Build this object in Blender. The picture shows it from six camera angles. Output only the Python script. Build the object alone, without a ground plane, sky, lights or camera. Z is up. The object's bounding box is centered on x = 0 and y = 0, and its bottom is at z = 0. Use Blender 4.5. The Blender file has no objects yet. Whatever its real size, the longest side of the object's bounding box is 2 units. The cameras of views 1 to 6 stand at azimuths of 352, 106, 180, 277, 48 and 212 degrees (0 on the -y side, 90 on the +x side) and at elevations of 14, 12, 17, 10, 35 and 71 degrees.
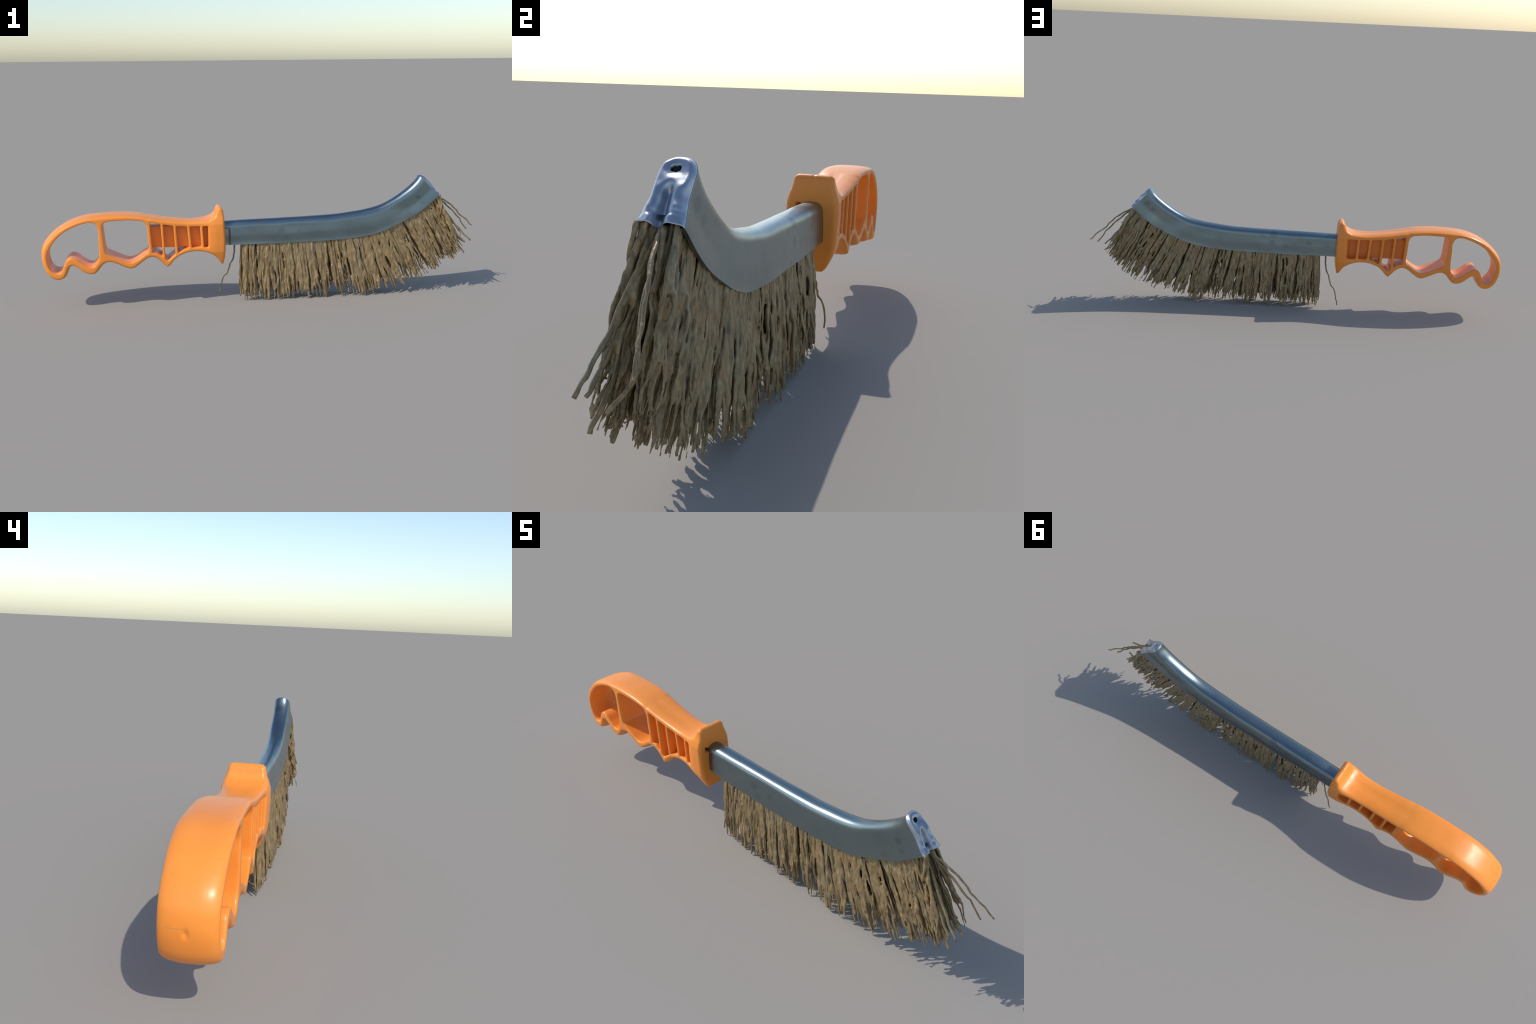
"""Hand wire brush: orange moulded hand-guard handle, blued steel channel
spine bent up at the toe, fused brown wire bristles."""
import bpy, bmesh, math, random
import numpy as np
from mathutils import Vector, noise as mnoise

SEED = 7
scene = bpy.context.scene
COLL = scene.collection


# ------------------------------------------------------------------ helpers
def catmull(pts, step=0.004, closed=True):
    """Resample a 2D control polygon with a centripetal-like Catmull-Rom."""
    P = [np.array(p, float) for p in pts]
    n = len(P)
    out = []
    rng = range(n if closed else n - 1)
    for i in rng:
        if closed:
            p0, p1, p2, p3 = P[i - 1], P[i], P[(i + 1) % n], P[(i + 2) % n]
        else:
            p0, p1, p2, p3 = P[max(i - 1, 0)], P[i], P[i + 1], P[min(i + 2, n - 1)]
        d = np.linalg.norm(p2 - p1)
        k = max(1, int(round(d / step)))
        # tangents scaled to segment lengths keep uneven spacing calm
        d0 = max(np.linalg.norm(p1 - p0), 1e-6)
        d2 = max(np.linalg.norm(p3 - p2), 1e-6)
        m1 = ((p1 - p0) / d0 * d + (p2 - p1) * d0 / d) / (1 + d0 / d) if d0 > 1e-5 else p2 - p1
        m2 = ((p2 - p1) * d2 / d + (p3 - p2) / d2 * d) / (1 + d2 / d) if d2 > 1e-5 else p2 - p1
        for j in range(k):
            t = j / k
            t2, t3 = t * t, t * t * t
            out.append((2*t3 - 3*t2 + 1) * p1 + (t3 - 2*t2 + t) * m1 + (-2*t3 + 3*t2) * p2 + (t3 - t2) * m2)
    if not closed:
        out.append(P[-1])
    return np.array(out)


def lut(table):
    xs = [a for a, _ in table]
    ys = [b for _, b in table]
    return lambda x: np.interp(x, xs, ys)


def sstep(a, b, x):
    t = np.clip((x - a) / (b - a), 0, 1)
    return t * t * (3 - 2 * t)


def new_obj(name, mesh, parent=None, mat=None):
    ob = bpy.data.objects.new(name, mesh)
    COLL.objects.link(ob)
    if mat is not None:
        mesh.materials.clear()
        mesh.materials.append(mat)
    if parent is not None:
        ob.parent = parent
    return ob


def evaluated_mesh(ob):
    dg = bpy.context.evaluated_depsgraph_get()
    dg.update()
    return bpy.data.meshes.new_from_object(ob.evaluated_get(dg), depsgraph=dg)


def remeshed(mesh, voxel, smooth_iters=0, smooth_fac=0.5):
    ob = bpy.data.objects.new("helper", mesh)
    COLL.objects.link(ob)
    m = ob.modifiers.new("r", 'REMESH')
    m.mode = 'VOXEL'
    m.voxel_size = voxel
    if smooth_iters:
        s = ob.modifiers.new("s", 'SMOOTH')
        s.iterations = smooth_iters
        s.factor = smooth_fac
    me = evaluated_mesh(ob)
    bpy.data.objects.remove(ob)
    return me


def get_co(me):
    a = np.empty(len(me.vertices) * 3, np.float32)
    me.vertices.foreach_get("co", a)
    return a.reshape(-1, 3).astype(float)


def set_co(me, a):
    me.vertices.foreach_set("co", np.ascontiguousarray(a, np.float32).ravel())
    me.update()


def get_no(me):
    a = np.empty(len(me.vertices) * 3, np.float32)
    me.vertices.foreach_get("normal", a)
    return a.reshape(-1, 3).astype(float)


def shade_smooth(me):
    me.polygons.foreach_set("use_smooth", [True] * len(me.polygons))


def split_by_region(me, region, specs, parent_name, parent, mat):
    """Cut one smooth mesh into touching parts that keep the whole's normals."""
    normals = get_no(me)
    co = get_co(me)
    nl = len(me.loops)
    lv = np.empty(nl, np.int32)
    me.loops.foreach_get("vertex_index", lv)
    ls = np.empty(len(me.polygons), np.int32)
    lt = np.empty(len(me.polygons), np.int32)
    me.polygons.foreach_get("loop_start", ls)
    me.polygons.foreach_get("loop_total", lt)
    made = {}
    for key, name, par in specs:
        idx = np.nonzero(region == key)[0]
        if len(idx) == 0:
            continue
        faces = [lv[ls[i]:ls[i] + lt[i]] for i in idx]
        used = np.unique(np.concatenate(faces))
        back = np.full(len(co), -1, np.int64)
        back[used] = np.arange(len(used))
        sub = bpy.data.meshes.new(name)
        sub.from_pydata(co[used].tolist(), [], [back[f].tolist() for f in faces])
        shade_smooth(sub)
        sub.normals_split_custom_set_from_vertices(normals[used].tolist())
        p = parent if par is None else made[par]
        ob = new_obj(name, sub, p, mat)
        made[key] = ob
    return made


# ---------------------------------------------------------------- materials
class Nodes:
    def __init__(self, name):
        self.mat = bpy.data.materials.new(name)
        self.mat.use_nodes = True
        self.nt = self.mat.node_tree
        self.bsdf = self.nt.nodes["Principled BSDF"]
        self.tc = self.nt.nodes.new("ShaderNodeTexCoord")
        self.obj = self.tc.outputs["Object"]

    def link(self, a, b):
        self.nt.links.new(a, b)

    def mapping(self, scale=(1, 1, 1), loc=(0, 0, 0), rot=(0, 0, 0)):
        n = self.nt.nodes.new("ShaderNodeMapping")
        n.inputs["Scale"].default_value = scale
        n.inputs["Location"].default_value = loc
        n.inputs["Rotation"].default_value = rot
        self.link(self.obj, n.inputs["Vector"])
        return n.outputs["Vector"]

    def noise(self, scale, vec=None, detail=4, rough=0.55, distortion=0.0):
        n = self.nt.nodes.new("ShaderNodeTexNoise")
        n.inputs["Scale"].default_value = scale
        n.inputs["Detail"].default_value = detail
        n.inputs["Roughness"].default_value = rough
        n.inputs["Distortion"].default_value = distortion
        self.link(vec or self.obj, n.inputs["Vector"])
        return n.outputs["Fac"]

    def voronoi(self, scale, vec=None, out="Distance"):
        n = self.nt.nodes.new("ShaderNodeTexVoronoi")
        n.inputs["Scale"].default_value = scale
        self.link(vec or self.obj, n.inputs["Vector"])
        return n.outputs[out]

    def ramp(self, fac, stops):
        n = self.nt.nodes.new("ShaderNodeValToRGB")
        el = n.color_ramp.elements
        while len(el) > 1:
            el.remove(el[-1])
        for i, (p, c) in enumerate(stops):
            e = el[0] if i == 0 else el.new(p)
            e.position = p
            e.color = (c, c, c, 1) if isinstance(c, (int, float)) else (*c, 1)
        self.link(fac, n.inputs["Fac"])
        return n.outputs["Color"]

    def mix(self, fac, a, b, mode='MIX'):
        n = self.nt.nodes.new("ShaderNodeMix")
        n.data_type = 'RGBA'
        n.blend_type = mode
        for val, sock in ((fac, n.inputs[0]), (a, n.inputs[6]), (b, n.inputs[7])):
            if isinstance(val, (int, float)):
                sock.default_value = val
            elif isinstance(val, tuple):
                sock.default_value = (*val, 1)
            else:
                self.link(val, sock)
        return n.outputs[2]

    def math(self, op, a, b=0.0, c=0.0):
        n = self.nt.nodes.new("ShaderNodeMath")
        n.operation = op
        for i, v in enumerate((a, b, c)):
            if isinstance(v, (int, float)):
                n.inputs[i].default_value = v
            else:
                self.link(v, n.inputs[i])
        return n.outputs[0]

    def xyz(self):
        n = self.nt.nodes.new("ShaderNodeSeparateXYZ")
        self.link(self.obj, n.inputs[0])
        return n.outputs

    def bump(self, height, strength, dist=0.002):
        n = self.nt.nodes.new("ShaderNodeBump")
        n.inputs["Strength"].default_value = strength
        n.inputs["Distance"].default_value = dist
        self.link(height, n.inputs["Height"])
        self.link(n.outputs["Normal"], self.bsdf.inputs["Normal"])

    def set(self, **kw):
        for k, v in kw.items():
            s = self.bsdf.inputs[k.replace("_", " ")]
            if isinstance(v, (int, float)):
                s.default_value = v
            elif isinstance(v, tuple):
                s.default_value = (*v, 1)
            else:
                self.link(v, s)


def orange_plastic():
    m = Nodes("orange_plastic")
    x, y, z = m.xyz()
    base = m.ramp(m.noise(6, detail=3), [(0.3, (0.86, 0.262, 0.036)), (0.7, (0.92, 0.300, 0.048))])
    # faint mould seams crossing the grip, and greenish scuffs beside them
    wob = m.math('MULTIPLY', m.math('SUBTRACT', m.noise(14, detail=3), 0.5), 0.02)
    xw = m.math('ADD', x, wob)
    seam = None
    for x0 in (-0.548, -0.345, -0.775, -0.930):
        d = m.math('ABSOLUTE', m.math('SUBTRACT', xw, x0))
        line = m.math('SUBTRACT', 1.0, m.math('SMOOTH_MIN', m.math('DIVIDE', d, 0.0028), 1.0, 0.1))
        seam = line if seam is None else m.math('MAXIMUM', seam, line)
    zl = m.math('ABSOLUTE', m.math('SUBTRACT', m.math('ADD', z, m.math('MULTIPLY', wob, 0.25)), 0.232))
    hook = m.math('MULTIPLY', m.math('LESS_THAN', zl, 0.0016), m.math('LESS_THAN', x, -0.96))
    seam = m.math('MAXIMUM', seam, hook)
    patch = m.ramp(m.noise(22, detail=4), [(0.47, 0.0), (0.62, 1.0)])
    col = m.mix(m.math('MULTIPLY', m.math('MULTIPLY', seam, patch), 0.55), base, (0.50, 0.27, 0.07))
    scuff = m.ramp(m.noise(60, m.mapping((0.5, 1, 1)), detail=5, rough=0.7), [(0.62, 0.0), (0.72, 1.0)])
    near = m.ramp(m.noise(9, m.mapping(loc=(3, 1, 2)), detail=2), [(0.52, 0.0), (0.66, 1.0)])
    col = m.mix(m.math('MULTIPLY', m.math('MULTIPLY', scuff, near), 0.35), col, (0.55, 0.25, 0.06))
    m.set(Base_Color=col, Roughness=m.ramp(m.noise(30), [(0.3, 0.31), (0.7, 0.38)]), Specular_IOR_Level=0.42)
    m.bump(m.noise(90, detail=3), 0.10, 0.001)
    return m.mat


def blued_steel():
    m = Nodes("blued_steel")
    base = m.ramp(m.noise(7, detail=4, rough=0.6),
                  [(0.30, (0.185, 0.235, 0.250)), (0.5, (0.205, 0.265, 0.290)), (0.72, (0.225, 0.275, 0.280))])
    blot = m.ramp(m.voronoi(16, m.mapping((1, 0.4, 1.3))), [(0.22, 1.0), (0.34, 0.0)])
    gate = m.ramp(m.noise(5, m.mapping(loc=(1, 4, 2)), detail=2), [(0.5, 0.0), (0.6, 1.0)])
    col = m.mix(m.math('MULTIPLY', m.math('MULTIPLY', blot, gate), 0.50), base, (0.12, 0.15, 0.155))
    scr = m.ramp(m.noise(28, m.mapping((3.2, 1, 0.7)), detail=5, rough=0.7, distortion=0.6),
                 [(0.485, 0.0), (0.5, 1.0), (0.515, 0.0)])
    sg = m.ramp(m.noise(8, m.mapping(loc=(7, 4, 2)), detail=2), [(0.50, 0.0), (0.62, 1.0)])
    col = m.mix(m.math('MULTIPLY', m.math('MULTIPLY', scr, sg), 0.60), col, (0.36, 0.27, 0.16))
    m.set(Base_Color=col, Metallic=1.0,
          Roughness=m.ramp(m.noise(11, detail=3), [(0.3, 0.27), (0.7, 0.36)]))
    m.bump(m.noise(24, m.mapping((1.6, 1, 1)), detail=4), 0.12, 0.003)
    return m.mat


def toe_steel():
    m = Nodes("sky_lightened_steel")
    base = m.ramp(m.noise(18, detail=3), [(0.3, (0.37, 0.405, 0.45)), (0.7, (0.50, 0.52, 0.55))])  # spine's steel, base colour lightened for the sky's reflection on the toe
    m.set(Base_Color=base, Metallic=1.0, Roughness=0.37)
    m.bump(m.noise(40, detail=3), 0.1, 0.003)
    return m.mat


def painted_hole_shadow():
    m = Nodes("painted_hole_shadow")
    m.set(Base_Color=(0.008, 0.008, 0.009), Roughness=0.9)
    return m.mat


def rusty_wire():
    m = Nodes("brown_wire")
    fib = m.noise(34, m.mapping((2.6, 2.6, 0.9), rot=(0, 0.15, 0)), detail=6, rough=0.65)
    base = m.ramp(fib, [(0.26, (0.130, 0.083, 0.033)), (0.5, (0.278, 0.192, 0.090)), (0.74, (0.44, 0.325, 0.172))])
    grey = m.ramp(m.noise(10, m.mapping((1, 1, 0.6), loc=(2, 5, 1)), detail=4, rough=0.65), [(0.5, 0.0), (0.66, 1.0)])
    x, y, z = m.xyz()
    toe = m.ramp(m.math('ADD', x, m.math('MULTIPLY', m.math('SUBTRACT', z, 0.3), -0.2)), [(0.70, 0.5), (0.86, 1.0)])
    base = m.mix(m.math('MULTIPLY', grey, m.math('MULTIPLY', toe, 0.5)), base, (0.225, 0.215, 0.155))
    rust = m.ramp(m.noise(26, m.mapping((1, 1, 0.5), loc=(9, 3, 4)), detail=4, rough=0.7), [(0.58, 0.0), (0.70, 1.0)])
    base = m.mix(m.math('MULTIPLY', rust, 0.6), base, (0.36, 0.165, 0.050))
    m.set(Base_Color=base, Metallic=0.2, Roughness=m.ramp(fib, [(0.3, 0.52), (0.7, 0.36)]))
    m.bump(m.noise(75, m.mapping((1.6, 1.6, 0.35)), detail=5, rough=0.6), 0.45, 0.003)
    return m.mat


ORANGE = orange_plastic()
STEEL = blued_steel()
TOE = toe_steel()
DARK = painted_hole_shadow()
WIRE = rusty_wire()

# ------------------------------------------------------------------ root
root = bpy.data.objects.new("wire_brush", None)
COLL.objects.link(root)
root["label"] = "hand wire brush with orange plastic handle and blued steel spine"
root["category"] = "wire brush"

# ================================================================== HANDLE
OUTLINE = [  # side profile (x, z), over the back, guard, finger grooves, hook
    (-1.001, .248), (-.9975, .275), (-.985, .303), (-.962, .331), (-.935, .355), (-.900, .3765), (-.867, .3915),
    (-.830, .404), (-.790, .412), (-.755, .4165), (-.705, .419), (-.640, .4185), (-.580, .413), (-.530, .404),
    (-.466, .392), (-.395, .383), (-.348, .379), (-.300, .3795), (-.265, .386), (-.245, .396),
    (-.235, .411), (-.229, .427), (-.217, .437), (-.205, .430), (-.201, .415),
    (-.197, .360), (-.194, .300), (-.195, .240), (-.200, .195), (-.207, .174), (-.218, .184),
    (-.233, .209), (-.252, .225), (-.275, .236), (-.308, .242), (-.345, .240), (-.372, .234),
    (-.403, .222), (-.424, .204), (-.442, .182), (-.454, .176), (-.467, .184), (-.483, .202),
    (-.508, .221), (-.524, .2235), (-.545, .216), (-.575, .194), (-.598, .178), (-.615, .174),
    (-.636, .180), (-.672, .197), (-.702, .208), (-.722, .206), (-.740, .193), (-.756, .172),
    (-.769, .160), (-.787, .156), (-.808, .161), (-.830, .174), (-.850, .191), (-.865, .199),
    (-.877, .194), (-.889, .168), (-.901, .147), (-.918, .137), (-.940, .135), (-.961, .144),
    (-.980, .164), (-.993, .193), (-1.000, .222)]
HOOK_HOLE = [
    (-.959, .186), (-.946, .174), (-.931, .170), (-.917, .176), (-.905, .201), (-.891, .228),
    (-.874, .238), (-.856, .235), (-.821, .209), (-.797, .195), (-.779, .194), (-.763, .208),
    (-.753, .228), (-.750, .250), (-.750, .320), (-.751, .366), (-.762, .385), (-.783, .392), (-.810, .388),
    (-.856, .372), (-.903, .346), (-.931, .321), (-.956, .288), (-.971, .258), (-.972, .221)]
FINGER_HOLE = [
    (-.725, .386), (-.711, .392), (-.674, .395), (-.583, .393), (-.553, .387), (-.541, .370),
    (-.538, .339), (-.536, .300), (-.5335, .262), (-.537, .248), (-.553, .239), (-.591, .214), (-.615, .207), (-.640, .212), (-.660, .221),
    (-.705, .242), (-.718, .250), (-.7245, .270), (-.728, .310), (-.731, .346), (-.731, .376)]
RIBS = [((-.474, .372), (-.466, .220)), ((-.418, .363), (-.411, .242)),
        ((-.358, .357), (-.351, .259)), ((-.301, .357), (-.297, .269))]
RIB_HALF = 0.0058
cell_top = lut([(-.530, .382), (-.474, .371), (-.423, .362), (-.358, .3565), (-.306, .357), (-.260, .356)])
cell_bot = lut([(-.530, .249), (-.520, .247), (-.500, .245), (-.470, .224), (-.452, .207), (-.432, .223),
                (-.404, .241), (-.384, .252), (-.356, .261), (-.30, .263), (-.260, .259)])


def rib_x(r, z):
    (x0, z0), (x1, z1) = r
    return x0 + (x1 - x0) * (z - z0) / (z1 - z0)


def cell_loop(left, right):
    """Opening between two slanted walls; each wall is a function x(z)."""
    zt, zb = 0.36, 0.25
    xl, xr = left(zt), right(zt)
    top = [(x, cell_top(x)) for x in np.linspace(xl, xr, 10)]
    bl, br = left(zb), right(zb)
    bot = [(x, cell_bot(x)) for x in np.linspace(br, bl, 14)]
    top = [(left(z) if i == 0 else right(z) if i == 9 else x, z) for i, (x, z) in enumerate(top)]
    return np.array(top + bot)


walls = [(lambda z: -.5255 + (.0075) * (.383 - z) / .136)]
cells = []
for r in RIBS:
    right = (lambda r: lambda z: rib_x(r, z) - RIB_HALF)(r)
    cells.append(cell_loop(walls[-1], right))
    walls.append((lambda r: lambda z: rib_x(r, z) + RIB_HALF)(r))
cells.append(cell_loop(walls[-1], lambda z: -.271))

HALF_W = 0.066
EDGE_R = 0.0125


def resample_closed(lp, step):
    lp = np.asarray(lp, float)
    q = np.vstack([lp, lp[:1]])
    s = np.concatenate([[0], np.cumsum(np.linalg.norm(np.diff(q, axis=0), axis=1))])
    k = max(12, int(s[-1] / step))
    t = np.linspace(0, s[-1], k, endpoint=False)
    return np.stack([np.interp(t, s, q[:, 0]), np.interp(t, s, q[:, 1])], 1)


def extruded_profile(loops, half, edge):
    """Extrude a profile with holes along y.  Edges are rounded by stacked
    insets, each limited by the largest circle that fits at that point."""
    loops = [resample_closed(lp, .004) for lp in loops]
    normals = []
    for i, lp in enumerate(loops):
        area = np.sum(lp[:, 0] * np.roll(lp[:, 1], -1) - lp[:, 1] * np.roll(lp[:, 0], -1))
        want = 1 if i == 0 else -1                   # outline ccw, holes cw
        if area * want < 0:
            lp = loops[i] = lp[::-1].copy()
        tan = np.roll(lp, -1, 0) - np.roll(lp, 1, 0)
        tan /= np.linalg.norm(tan, axis=1)[:, None] + 1e-12
        normals.append(np.stack([-tan[:, 1], tan[:, 0]], 1))   # into the solid
    allp = np.vstack(loops)
    insets = []
    for li, (lp, nn) in enumerate(zip(loops, normals)):
        d = allp[None] - lp[:, None]
        dist2 = (d**2).sum(2)
        along = (d * nn[:, None]).sum(2)
        R = np.where(along > 1e-4, dist2 / (2 * np.maximum(along, 1e-6)), 9)
        butt = 1 - sstep(-.975, -.88, lp[:, 0])      # the butt end is rounder
        r = np.minimum(edge * (1 + .45 * butt), (.92 + .36 * butt) * R.min(1)) if li == 0 else np.minimum(edge * .5, .40 * R.min(1))
        for _ in range(6):
            r = np.minimum(r, (np.roll(r, 1) + r + np.roll(r, -1)) / 3)
        insets.append(r)
    V, F = [], []
    NA = 8
    layers = []
    for k in range(NA + 1):                          # front edge round
        a = math.pi / 2 * (1 - k / NA)
        layers.append((-1, a))
    for k in range(NA + 1):
        layers.append((1, math.pi / 2 * k / NA))
    bm = bmesh.new()
    caps = {0: [], len(layers) - 1: []}
    for ci, (lp, nn, r) in enumerate(zip(loops, normals, insets)):
        prev = None
        # the outside is crowned across the strap; openings have small rounds
        ry = r if ci else r * (1 + 2.3 * (1 - sstep(-.36, -.27, lp[:, 0])))
        for li, (sy, a) in enumerate(layers):
            q = lp + nn * (r * (1 - math.cos(a)))[:, None]
            yy = sy * (half - ry * (1 - math.sin(a)))
            row = [bm.verts.new((q[i, 0], yy[i], q[i, 1])) for i in range(len(lp))]
            if prev:
                for i in range(len(row)):
                    j = (i + 1) % len(row)
                    bm.faces.new([prev[i], prev[j], row[j], row[i]])
            if li in caps:
                caps[li].append(row)
            prev = row
    for li, rings in caps.items():
        edges = []
        for ring in rings:
            for i in range(len(ring)):
                edges.append(bm.edges.get((ring[i], ring[(i + 1) % len(ring)])))
        bmesh.ops.triangle_fill(bm, use_beauty=True, use_dissolve=False, edges=edges, normal=(0, -1 if li == 0 else 1, 0))
    open_edges = sum(1 for e in bm.edges if len(e.link_faces) != 2)
    print("handle open edges", open_edges)
    bmesh.ops.recalc_face_normals(bm, faces=bm.faces)
    me = bpy.data.meshes.new("profile")
    bm.to_mesh(me)
    bm.free()
    return me


loops = [catmull(OUTLINE, .004), catmull(HOOK_HOLE, .004), catmull(FINGER_HOLE, .004)] + cells
# sub-steps: the outer outline with a generous edge round
raw = extruded_profile(loops, HALF_W, EDGE_R)
handle_me = remeshed(raw, 0.0026, 5, 0.5)

co = get_co(handle_me)
X, Y, Z = co.T
grip_w = lut([(-1.01, .064), (-.96, .066), (-.85, .0675), (-.72, .067), (-.56, .0655), (-.46, .061),
              (-.38, .0580), (-.33, .0585), (-.29, .061)])
guard_w = lut([(.170, .026), (.176, .034), (.184, .042), (.198, .050), (.216, .058), (.24, .0665), (.27, .070), (.33, .0725), (.365, .0715),
               (.385, .066), (.40, .060), (.415, .0565), (.428, .0545), (.434, .050), (.4375, .042)])
blend = sstep(-.305, -.232, X)
W = grip_w(X) * (1 - blend) + guard_w(Z) * blend
Yn = Y / HALF_W
Y2 = Yn * W
no = get_no(handle_me)
# slight crown across the back of the strap
outer_up = np.clip(no[:, 2], 0, 1) * (Z > .36) * (X < -.26)
Z2 = Z - outer_up * 0.0015 * Yn**2
# shallow channel along the back near the guard, and its ending dent
chan = sstep(-.58, -.54, X) * (1 - sstep(-.30, -.26, X)) * (Z > .370) * np.clip(no[:, 2], 0, 1)
Z2 -= chan * 0.0013 * np.exp(-((Y2 + .004) / .017)**4)
# moulding split line down the guard's middle
face = np.clip(no[:, 0], 0, 1) * (X > -.23)
X2 = X - face * 0.0010 * np.exp(-(Y2 / .0028)**2) * sstep(.36, .40, Z)
topg = np.clip(no[:, 2], 0, 1) * (Z > .40) * (X > -.26)
Z2 -= topg * 0.0010 * np.exp(-(Y2 / .0035)**2)
# little sink mark at the butt
X2 = X2 + 0.004 * np.exp(-((Y2 - .002) / .006)**2 - ((Z - .222) / .010)**2) * (X < -.97) * np.clip(-no[:, 0], 0, 1)
# socket slot in the guard beside the spine
slot = np.exp(-((Y2 + .036) / .0055)**4 - ((Z - .352) / .008)**4) * face
X2 = X2 - .028 * slot
# on the far side the opening next to the guard is as wide as the others
near = (sstep(.016, .024, Y) * sstep(.246, .256, Z) * (1 - sstep(.356, .366, Z)))
X2 = X2 + near * (np.interp(X, [-2, -.283, -.271, -.222, 2], [-2, -.283, -.247, -.222, 2]) - X)
Y2 = Y2 + .0015
set_co(handle_me, np.stack([X2, Y2, Z2], 1))

co = get_co(handle_me)
npoly = len(handle_me.polygons)
cen = np.empty(npoly * 3, np.float32)
handle_me.polygons.foreach_get("center", cen)
cen = cen.reshape(-1, 3)
cx, cy, cz = cen.T
region = np.zeros(npoly, int)
region[cx > -.262] = 1
inner = (cz > cell_bot(cx) + .004) & (cz < cell_top(cx) - .004)
specs = [(0, "handle", None), (1, "guard", 0)]
for i, r in enumerate(RIBS):
    sel = inner & (np.abs(cx - rib_x(r, cz)) < RIB_HALF + .0045)
    region[sel] = 2 + i
    specs.append((2 + i, "rib", 0))
for i, (xa, xb, za, zb) in enumerate([(-.752, -.722, .262, .372), (-.545, -.516, .258, .372)]):
    sel = (cx > xa) & (cx < xb) & (cz > za) & (cz < zb)
    region[sel] = 10 + i
    specs.append((10 + i, "divider_wall", 0))
parts = split_by_region(handle_me, region, specs, "handle", root, ORANGE)
handle = parts[0]

# tang sleeve: the flat core that holds the spine inside the ribs
bm = bmesh.new()
SLEEVE = [(-.530, .359), (-.445, .358), (-.36, .360), (-.262, .361), (-.262, .255), (-.36, .259), (-.445, .260), (-.530, .262)]
for sy in (-1, 1):
    vs = [bm.verts.new((x, sy * .022, z)) for x, z in SLEEVE]
    bm.faces.new(vs if sy < 0 else vs[::-1])
bm.verts.ensure_lookup_table()
n = len(SLEEVE)
for i in range(n):
    j = (i + 1) % n
    bm.faces.new([bm.verts[j], bm.verts[i], bm.verts[n + i], bm.verts[n + j]])
bmesh.ops.recalc_face_normals(bm, faces=bm.faces)
bmesh.ops.bevel(bm, geom=[e for e in bm.edges if e.calc_face_angle(0) > .6], offset=.003, segments=3, affect='EDGES', profile=.5)
me = bpy.data.meshes.new("tang_sleeve")
bm.to_mesh(me)
bm.free()
new_obj("tang_sleeve", me, handle, ORANGE)

# ================================================================== SPINE
TOP = [(-.235, .3655), (-.20, .3665), (-.095, .3700), (.014, .3720), (.124, .3745), (.235, .3775), (.318, .3815), (.391, .3895),
       (.459, .3990), (.530, .4175), (.585, .4445), (.628, .4725), (.672, .5070), (.698, .5340), (.712, .5555)]
BOT = [(-.235, .262), (-.20, .262), (-.075, .2625), (.034, .2625), (.144, .264), (.254, .2655), (.354, .270), (.430, .277),
       (.490, .287), (.550, .306), (.600, .328), (.650, .352), (.700, .380), (.755, .423), (.801, .463)]


def resample(path, x_split, n1, n2):
    """Even stations in x on the straight part, in arc length on the bend."""
    d = catmull(path, .003, closed=False)
    a = d[d[:, 0] <= x_split]
    b = d[d[:, 0] >= x_split]
    xs = np.linspace(d[0, 0], x_split, n1, endpoint=False)
    A = np.stack([xs, np.interp(xs, d[:, 0], d[:, 1])], 1)
    b = np.vstack([[x_split, np.interp(x_split, d[:, 0], d[:, 1])], b])
    s = np.concatenate([[0], np.cumsum(np.linalg.norm(np.diff(b, axis=0), axis=1))])
    t = np.linspace(0, s[-1], n2)
    B = np.stack([np.interp(t, s, b[:, 0]), np.interp(t, s, b[:, 1])], 1)
    return np.vstack([A, B])


N1, N2 = 90, 90
ROLL = .0105
ST = resample(TOP, .30, N1, N2)
SB = resample(BOT, .30, N1, N2)
NS = len(ST)
TOE_T, TOE_B = ST[-1].copy(), SB[-1].copy()
_u = (TOE_T - TOE_B) / np.linalg.norm(TOE_T - TOE_B)
_o = np.array([_u[1], -_u[0]])
for _k in range(16):                      # draw the last stations back so the rim can roll
    ST[-1 - _k] -= _o * ROLL * (1 - _k / 16)
    SB[-1 - _k] -= _o * ROLL * (1 - _k / 16)

SH = 0.70     # height where the flat flank turns into the rolled top


def flank(h, toe):
    """Half width of the channel at relative height h."""
    w0 = .0365 + .0025 * toe
    w1 = .0325 - .0018 * toe
    return np.interp(h, [0, .10, .38, SH], [w0, w0 - .0012, w1 + .0032 - .0022 * toe, w1])


def outer_section(toe):
    pts = []
    for h in np.linspace(0, SH, 12):
        pts.append((-flank(h, toe), h))
    w = flank(SH, toe)
    for a in np.linspace(0, math.pi, 21)[1:-1]:
        c, s = math.cos(a), math.sin(a)
        pts.append((-w * math.copysign(abs(c)**.80, c), SH + (1 - SH) * abs(s)**.80))
    for h in np.linspace(SH, 0, 12):
        pts.append((flank(h, toe), h))
    return pts


def inner_section(toe):
    w = flank(0, toe)
    return [(w - .007, 0), (w - .0085, .06), (w - .010, .16), (0, .16), (-w + .010, .16), (-w + .0085, .06), (-w + .007, 0)]


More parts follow.
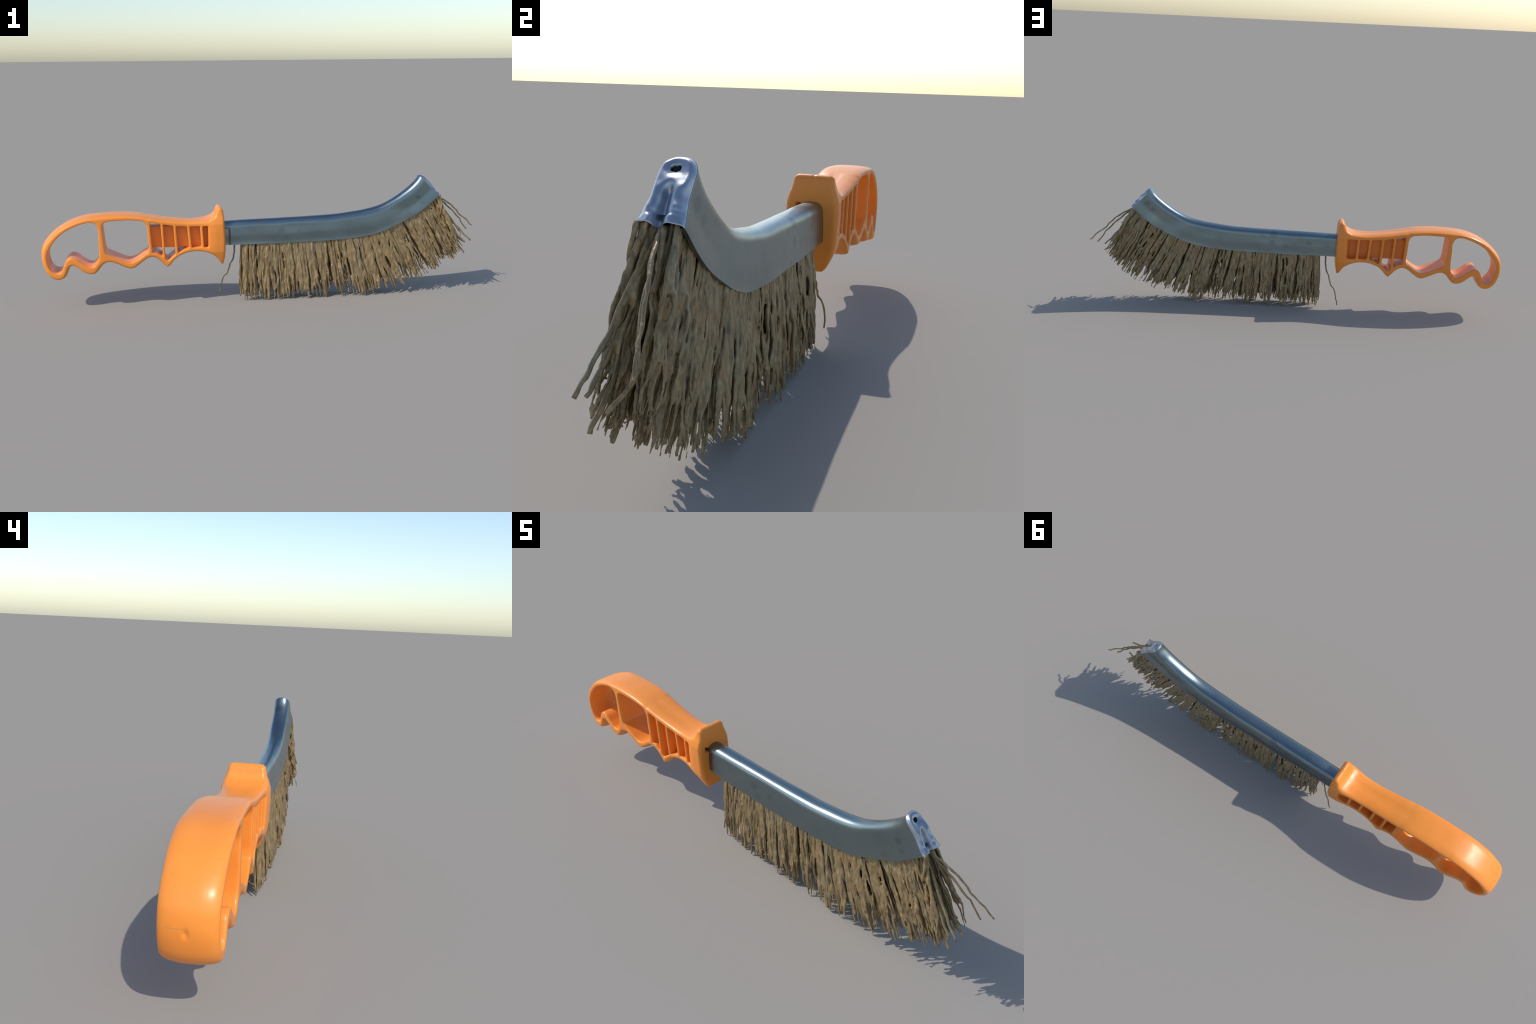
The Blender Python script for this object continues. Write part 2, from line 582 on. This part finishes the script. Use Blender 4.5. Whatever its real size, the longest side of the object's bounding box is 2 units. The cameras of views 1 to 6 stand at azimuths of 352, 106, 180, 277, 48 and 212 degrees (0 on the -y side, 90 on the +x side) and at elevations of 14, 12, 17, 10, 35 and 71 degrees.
bm = bmesh.new()
rows = []
lastU = None
for i in range(NS):
    toe = float(sstep(.45, .78, SB[i, 0]))
    T, B = ST[i], SB[i]
    up = T - B
    x0 = B[0]
    sec = outer_section(toe) + inner_section(toe)
    row = []
    for k, (y, h) in enumerate(sec):
        p = B + up * h
        yy = y
        # crimped shank where the channel enters the guard (front flank)
        if x0 < -.172 and y < 0 and h < .74:
            yy = y + .0055 * min(1, (-.172 - x0) / .004)
        # tiny unevenness of the hand-bent sheet
        q = Vector((p[0] * 9, y * 30, p[1] * 16))
        calm = 1 - float(sstep(.72, .775, x0))     # the rim meets the folded toe cleanly
        yy += math.copysign(1, y) * .0015 * calm * mnoise.noise(q) if abs(y) > .01 else 0
        hz = .0006 * calm * mnoise.noise(q * 1.3)
        row.append(bm.verts.new((p[0], yy, p[1] + hz)))
    rows.append(row)
for a, b in zip(rows[:-1], rows[1:]):
    m = len(a)
    for k in range(m):
        k2 = (k + 1) % m
        bm.faces.new([a[k], b[k], b[k2], a[k2]])
bm.faces.new(rows[0])
bmesh.ops.recalc_face_normals(bm, faces=bm.faces)
me = bpy.data.meshes.new("spine")
bm.to_mesh(me)
bm.free()
shade_smooth(me)
me.set_sharp_from_angle(angle=math.radians(38))
spine = new_obj("spine", me, root, STEEL)

# folded toe that closes the channel: rolled rim, pinhole, pinched slit
T, B = TOE_T, TOE_B
up = T - B
H = np.linalg.norm(up)
u = up / H
out = np.array([u[1], -u[0]])           # outward along the spine
bm = bmesh.new()
sec = outer_section(1.0)
base_edge = [(y, 0.0) for y in np.linspace(flank(0, 1.0), -flank(0, 1.0), 14)[1:-1]]
ring0 = [(y, h * H) for y, h in sec + base_edge]


def refine(loop, k=3):
    o = []
    for i in range(len(loop)):
        a, b = loop[i], loop[(i + 1) % len(loop)]
        for j in range(k):
            t = j / k
            o.append((a[0] + (b[0] - a[0]) * t, a[1] + (b[1] - a[1]) * t))
    return o


ring0 = refine(ring0, 2)


def toe_depth(y, h):
    """Relief of the folded end, metres along the outward direction."""
    f = 0.0
    hh = h / H
    f += .0035 * math.exp(-((hh - .62) / .22)**2) * math.exp(-(y / .03)**2)
    # funnel round the pinhole
    r = math.hypot((y + .002) / 1.2, (h - .101)) + .0016 * mnoise.noise(Vector((y * 160, h * 160, 1.7)))
    f -= .0045 * math.exp(-(r / .0125)**2)
    f -= .020 * (1 - float(sstep(.0035, .0075, r)))
    # pinched slit widening downward
    g = 1 - float(sstep(.45, .60, hh))
    slit = math.exp(-((y + .003 * (1 - hh)) / (.0045 + .004 * g * (1 - hh)))**2)
    f -= g * slit * (.007 + .012 * (1 - hh))
    # two side folds and a kicked-out lower lip
    f += .0030 * g * (math.exp(-((y - .018) / .008)**2) + .8 * math.exp(-((y + .020) / .008)**2))
    f -= .0030 * math.exp(-((hh - .16) / .045)**2)
    f += .0050 * mnoise.noise(Vector((y * 45, hh * 5, 3.3)))
    return f


NR = 26
grid = []
for k in range(NR + 1):
    t = k / NR
    row = []
    for y, h in ring0:
        ch = min(max(h, .030), H - .036)
        yy = y * (1 - t)
        hh = h + (ch - h) * t
        edge = min(1.0, t / .34)
        roll = -ROLL * (1 - edge)**2
        d = roll + toe_depth(yy, hh) * float(sstep(0, .16, t))
        if h <= 1e-9:          # the lower edge is a free fold: keep the slit open
            edge = min(1.0, (flank(0, 1.0) - abs(yy)) / .008)
            d = -ROLL * (1 - edge)**2 + toe_depth(yy, hh) * edge
        if k == 0:             # tuck the rim just inside the channel
            yy, d = yy * 1.004, d - .0015
        p = B + u * hh + out * d
        row.append(bm.verts.new((p[0], yy, p[1])))
    grid.append(row)
m = len(ring0)
for a, b in zip(grid[:-1], grid[1:]):
    for k in range(m):
        k2 = (k + 1) % m
        bm.faces.new([a[k], a[k2], b[k2], b[k]])
bmesh.ops.remove_doubles(bm, verts=grid[-1], dist=1e-5)
bmesh.ops.recalc_face_normals(bm, faces=bm.faces)
me = bpy.data.meshes.new("folded_toe")
bm.to_mesh(me)
bm.free()
shade_smooth(me)
new_obj("folded_toe", me, spine, TOE)

# near-black ball modelled for the shadow inside the pinhole
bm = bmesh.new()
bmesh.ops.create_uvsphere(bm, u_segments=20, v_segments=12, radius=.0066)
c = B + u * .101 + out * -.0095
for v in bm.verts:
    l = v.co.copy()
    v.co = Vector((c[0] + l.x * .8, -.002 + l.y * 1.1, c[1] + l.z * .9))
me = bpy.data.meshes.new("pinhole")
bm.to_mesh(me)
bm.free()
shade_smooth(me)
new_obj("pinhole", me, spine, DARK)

# ================================================================= BRISTLES
rnd = random.Random(SEED)
root_z = lambda x: float(np.interp(x, SB[:, 0], SB[:, 1]))
lean = lut([(-.13, -1), (-.02, 2), (.12, 5), (.25, 8), (.35, 12), (.45, 18), (.55, 25), (.64, 30.5), (.70, 31), (.75, 30), (.80, 28)])
length = lut([(-.13, .258), (.20, .262), (.35, .268), (.45, .278), (.55, .284), (.67, .287), (.75, .284), (.80, .272)])


def strand_path(x, y, rng, tip_dx, tip_dy, L, wobble, k=15):
    """Points from inside the channel down to the tip."""
    a = math.radians(float(lean(x))) + tip_dx
    d = Vector((math.sin(a), 0, -math.cos(a)))
    p0 = Vector((x, y, root_z(x))) - d * .012
    seed = Vector((rng.uniform(-50, 50), rng.uniform(-50, 50), rng.uniform(-50, 50)))
    pts = []
    for i in range(k):
        t = i / (k - 1)
        p = p0 + d * ((L + .012) * t)
        p.y = y + (tip_dy - y) * (t ** .85)
        w = wobble * min(1, t * 2.5)
        p.x += w * mnoise.noise(seed + Vector((t * 4.5, 0, 0)))
        p.y += w * mnoise.noise(seed + Vector((0, t * 4.5, 7)))
        pts.append(p)
    return pts


def add_tube(V, F, pts, radii, sides=6, flat=1.0, spin=0.0):
    base = len(V)
    n = len(pts)
    for i in range(n):
        tan = (pts[min(i + 1, n - 1)] - pts[max(i - 1, 0)]).normalized()
        s = tan.cross(Vector((0, 1, 0)))
        if s.length < 1e-4:
            s = Vector((1, 0, 0))
        s.normalize()
        b = tan.cross(s)
        for j in range(sides):
            a = 2 * math.pi * j / sides
            o = s * (math.cos(a) * radii[i] * flat) + b * (math.sin(a) * radii[i] / flat)
            o = o * math.cos(spin) + tan.cross(o) * math.sin(spin)
            V.append(tuple(pts[i] + o))
    for i in range(n - 1):
        for j in range(sides):
            j2 = (j + 1) % sides
            F.append((base + i*sides + j, base + i*sides + j2, base + (i+1)*sides + j2, base + (i+1)*sides + j))
    F.append(tuple(base + j for j in range(sides - 1, -1, -1)))
    F.append(tuple(base + (n-1)*sides + j for j in range(sides)))


def ripple(me, amp):
    """Lengthwise ridges and pits of the caked wires."""
    co = get_co(me)
    no = get_no(me)
    d = np.empty(len(co))
    for i, (x, y, z) in enumerate(co):
        a = math.radians(float(np.interp(x, [0, .3, .6, .9], [0, 8, 24, 36])))
        xs = x * math.cos(a) + (z - .3) * math.sin(a)
        zs = -x * math.sin(a) + z * math.cos(a)
        d[i] = mnoise.noise((xs * 120, y * 120, zs * 15)) + .7 * mnoise.noise((xs * 230, y * 230, zs * 45))
    set_co(me, co + no * (d * amp)[:, None])


VOXEL = .0026


def finish_tuft(V, F, amp=.0025):
    me = bpy.data.meshes.new("strands")
    me.from_pydata(V, [], F)
    me = remeshed(me, VOXEL, 1, .5)
    ripple(me, amp)
    co = get_co(me)
    co[:, 2] = np.maximum(co[:, 2], .0008 + .003 * (co[:, 2] < 0) * np.abs(np.sin(co[:, 0] * 700)))
    set_co(me, co)
    shade_smooth(me)
    me.name = "bristle_tuft"
    new_obj("bristle_tuft", me, root, WIRE)


def strand(V, F, rng, x, y, dx, dy, L, r0, wobble, fork=.6, flat=1.2, spin=.7):
    pts = strand_path(x, y, rng, dx, dy, L, wobble)
    q = rng.uniform(0, 99)
    k = len(pts)
    radii = []
    for i in range(k):
        t = i / (k - 1)
        taper = 1.0 if t < fork else 1 - .6 * ((t - fork) / (1 - fork))**1.2
        radii.append(max(.0024, r0 * taper * (1 + .42 * mnoise.noise((q, t * 8, 0)))))
    add_tube(V, F, pts, radii, 6, flat, rng.uniform(-spin, spin))


PACK_END = .735
tip_y_face = {-1: lut([(-.12, .041), (.2, .043), (.45, .045), (.60, .043), (.74, .040)]),
              1: lut([(-.12, .051), (.2, .055), (.45, .054), (.60, .048), (.74, .036)])}
n_tufts = 0
# caked curtains on the two faces: strands fused above, forked below
for side in (-1, 1):
    x_pos = -.115
    while x_pos < PACK_END:
        w = rnd.choice((.007, .010, .014, .022, .030, .038)) * rnd.uniform(.9, 1.15)
        rng = random.Random(rnd.random())
        V, F = [], []
        caked = rng.random()                       # 1: sheet, 0: loose wires
        tdx = rng.gauss(0, .040)
        short = .003 - .036 * rng.random()**1.7
        back = rng.random()**3 * .009              # some tufts sit deeper
        ty = float(tip_y_face[side](x_pos)) + rng.uniform(-.006, .005) - back
        spread = rng.uniform(-.25, .30)
        n = max(3, int(w / (.0044 if caked > .22 else .0058)))
        for i in range(n):
            fx = (i + .5) / n - .5
            x = min(max(x_pos + w * (.5 + fx) + rng.gauss(0, .001), -.114), .76)
            deep = rng.random() < .25
            y = side * ((.029 if side < 0 else .031) - back * .6 - (rng.uniform(.006, .014) if deep else rng.uniform(0, .004)))
            dy = side * (ty - (rng.uniform(.006, .016) if deep else rng.uniform(-.003, .005)))
            L = float(length(x)) + short + rng.choice((.012, .004, 0, -.01, -.02, -.035, -.07)) * rng.random()
            dx = tdx + fx * w * spread / .26 + rng.gauss(0, .012)
            r0 = (rng.uniform(.0038, .0062) if caked > .22 else rng.uniform(.0028, .0044))
            strand(V, F, rng, x, y, dx, dy, L, r0, .007 if caked > .22 else .012,
                   rng.uniform(.55, .82), rng.uniform(1.0, 1.6), .3)
        finish_tuft(V, F)
        n_tufts += 1
        x_pos += w + rnd.choice((-.004, -.002, .0, .003, .008))

# thinner filling between the curtains
x_pos = -.108
while x_pos < PACK_END - .01:
    w = rnd.uniform(.014, .026)
    rng = random.Random(rnd.random())
    V, F = [], []
    for i in range(5):
        x = max(x_pos + w * rng.random(), -.112)
        y = rng.uniform(-.014, .014)
        L = float(length(x)) - .012 - .05 * rng.random()
        strand(V, F, rng, x, y, rng.gauss(0, .03), y * 1.3 + rng.gauss(0, .006), L, rng.uniform(.0030, .0050), .010, .6)
    finish_tuft(V, F)
    n_tufts += 1
    x_pos += w * 1.1

# open, splayed strands at the toe: one to three thick wires stuck together
toe_rng = random.Random(SEED + 4)
for i in range(34):
    rng = random.Random(toe_rng.random())
    V, F = [], []
    f = i / 33
    x = .722 + .066 * f
    side = -1 if i % 2 else 1
    y = side * rng.uniform(.004, .024)
    ty = rng.uniform(-.054, -.018) if side < 0 else rng.uniform(-.004, .042)
    base_dx = rng.uniform(-.07, .07) - .02 * f
    for k in range(rng.choice((2, 2, 3, 3, 4))):
        L = float(length(x)) - rng.choice((.0, .01, .03, .06, .10)) * rng.random() - .008
        strand(V, F, rng, x + rng.gauss(0, .0035), y + rng.gauss(0, .003), base_dx + rng.gauss(0, .035),
               ty + rng.gauss(0, .006), L, rng.uniform(.0038, .0060), .013, .65, rng.uniform(1, 1.4), .8)
    finish_tuft(V, F)
    n_tufts += 1

# loose wires that stand clear of the pack
LOOSE = [
    ([(.790, .000, .452), (.812, .004, .440), (.850, .014, .420), (.880, .022, .398), (.905, .028, .378),
      (.922, .033, .352), (.945, .038, .338), (.970, .046, .318), (.998, .052, .294)], .0034),
    ([(.788, -.002, .448), (.820, .002, .428), (.850, .010, .402), (.880, .017, .380), (.910, .023, .348),
      (.930, .031, .330), (.948, .034, .300), (.966, .036, .279)], .0034),
    ([(.790, .006, .455), (.815, .010, .420), (.825, .012, .395), (.850, .014, .372)], .0050),
    ([(-.147, .003, .268), (-.148, .004, .251), (-.151, .010, .215), (-.153, .014, .189), (-.168, .027, .161),
      (-.173, .031, .138), (-.177, .033, .117), (-.195, .037, .104), (-.208, .049, .060), (-.217, .046, .016)], .0034),
    ([(.797, -.034, .462), (.806, -.040, .430), (.808, -.044, .395), (.802, -.036, .360)], .0042),
    ([(.780, -.010, .440), (.835, -.024, .380), (.868, -.034, .330), (.905, -.042, .292), (.925, -.050, .266), (.950, -.054, .244)], .0046),
    ([(.775, -.014, .435), (.830, -.028, .360), (.870, -.036, .300), (.900, -.046, .258), (.925, -.050, .237)], .0050),
    ([(.765, -.010, .430), (.820, -.020, .340), (.868, -.030, .258), (.905, -.040, .214), (.925, -.045, .184)], .0056),
    ([(.760, .010, .425), (.850, .014, .320), (.905, .006, .250), (.942, -.010, .226)], .0046),
    ([(.745, -.018, .415), (.790, -.030, .300), (.820, -.036, .225), (.844, -.040, .174)], .0050),
    ([(-.118, -.012, .265), (-.121, -.018, .200), (-.128, -.020, .140), (-.124, -.026, .070), (-.128, -.028, .020)], .0034),
    ([(-.116, .012, .265), (-.122, .016, .170), (-.120, .022, .110), (-.127, .024, .080), (-.122, .026, .030)], .0034),
]
for ctrl, r in LOOSE:
    rng = random.Random(rnd.random())
    P = [Vector(p) for p in ctrl]
    pts = []
    for i in range(len(P) - 1):
        for j in range(4):
            pts.append(P[i].lerp(P[i + 1], j / 4))
    pts.append(P[-1])
    sd = Vector((rng.uniform(-9, 9), rng.uniform(-9, 9), 0))
    pts = [p + .0050 * Vector((mnoise.noise(sd + Vector((0, 0, i * .55))), mnoise.noise(sd + Vector((4, 0, i * .55))), mnoise.noise(sd + Vector((0, 4, i * .55))))) * min(1, i / 4) * (i < len(pts) - 1) for i, p in enumerate(pts)]
    for _ in range(1):      # soften the kinks
        pts = [pts[0]] + [(pts[i-1] + pts[i] * 2 + pts[i+1]) / 4 for i in range(1, len(pts) - 1)] + [pts[-1]]
    q = rng.uniform(0, 99)
    n = len(pts)
    radii = [r * (1.15 - .45 * i / n) * (1 + .3 * mnoise.noise((q, i * .5, 0))) for i in range(n)]
    V, F = [], []
    add_tube(V, F, pts, radii, 8)
    me = bpy.data.meshes.new("loose_wire")
    me.from_pydata(V, [], F)
    shade_smooth(me)
    new_obj("loose_wire", me, root, WIRE)

tri = sum(sum(len(p.vertices) - 2 for p in o.data.polygons) for o in COLL.objects if o.type == 'MESH')
print("triangles", tri, "tufts", n_tufts)
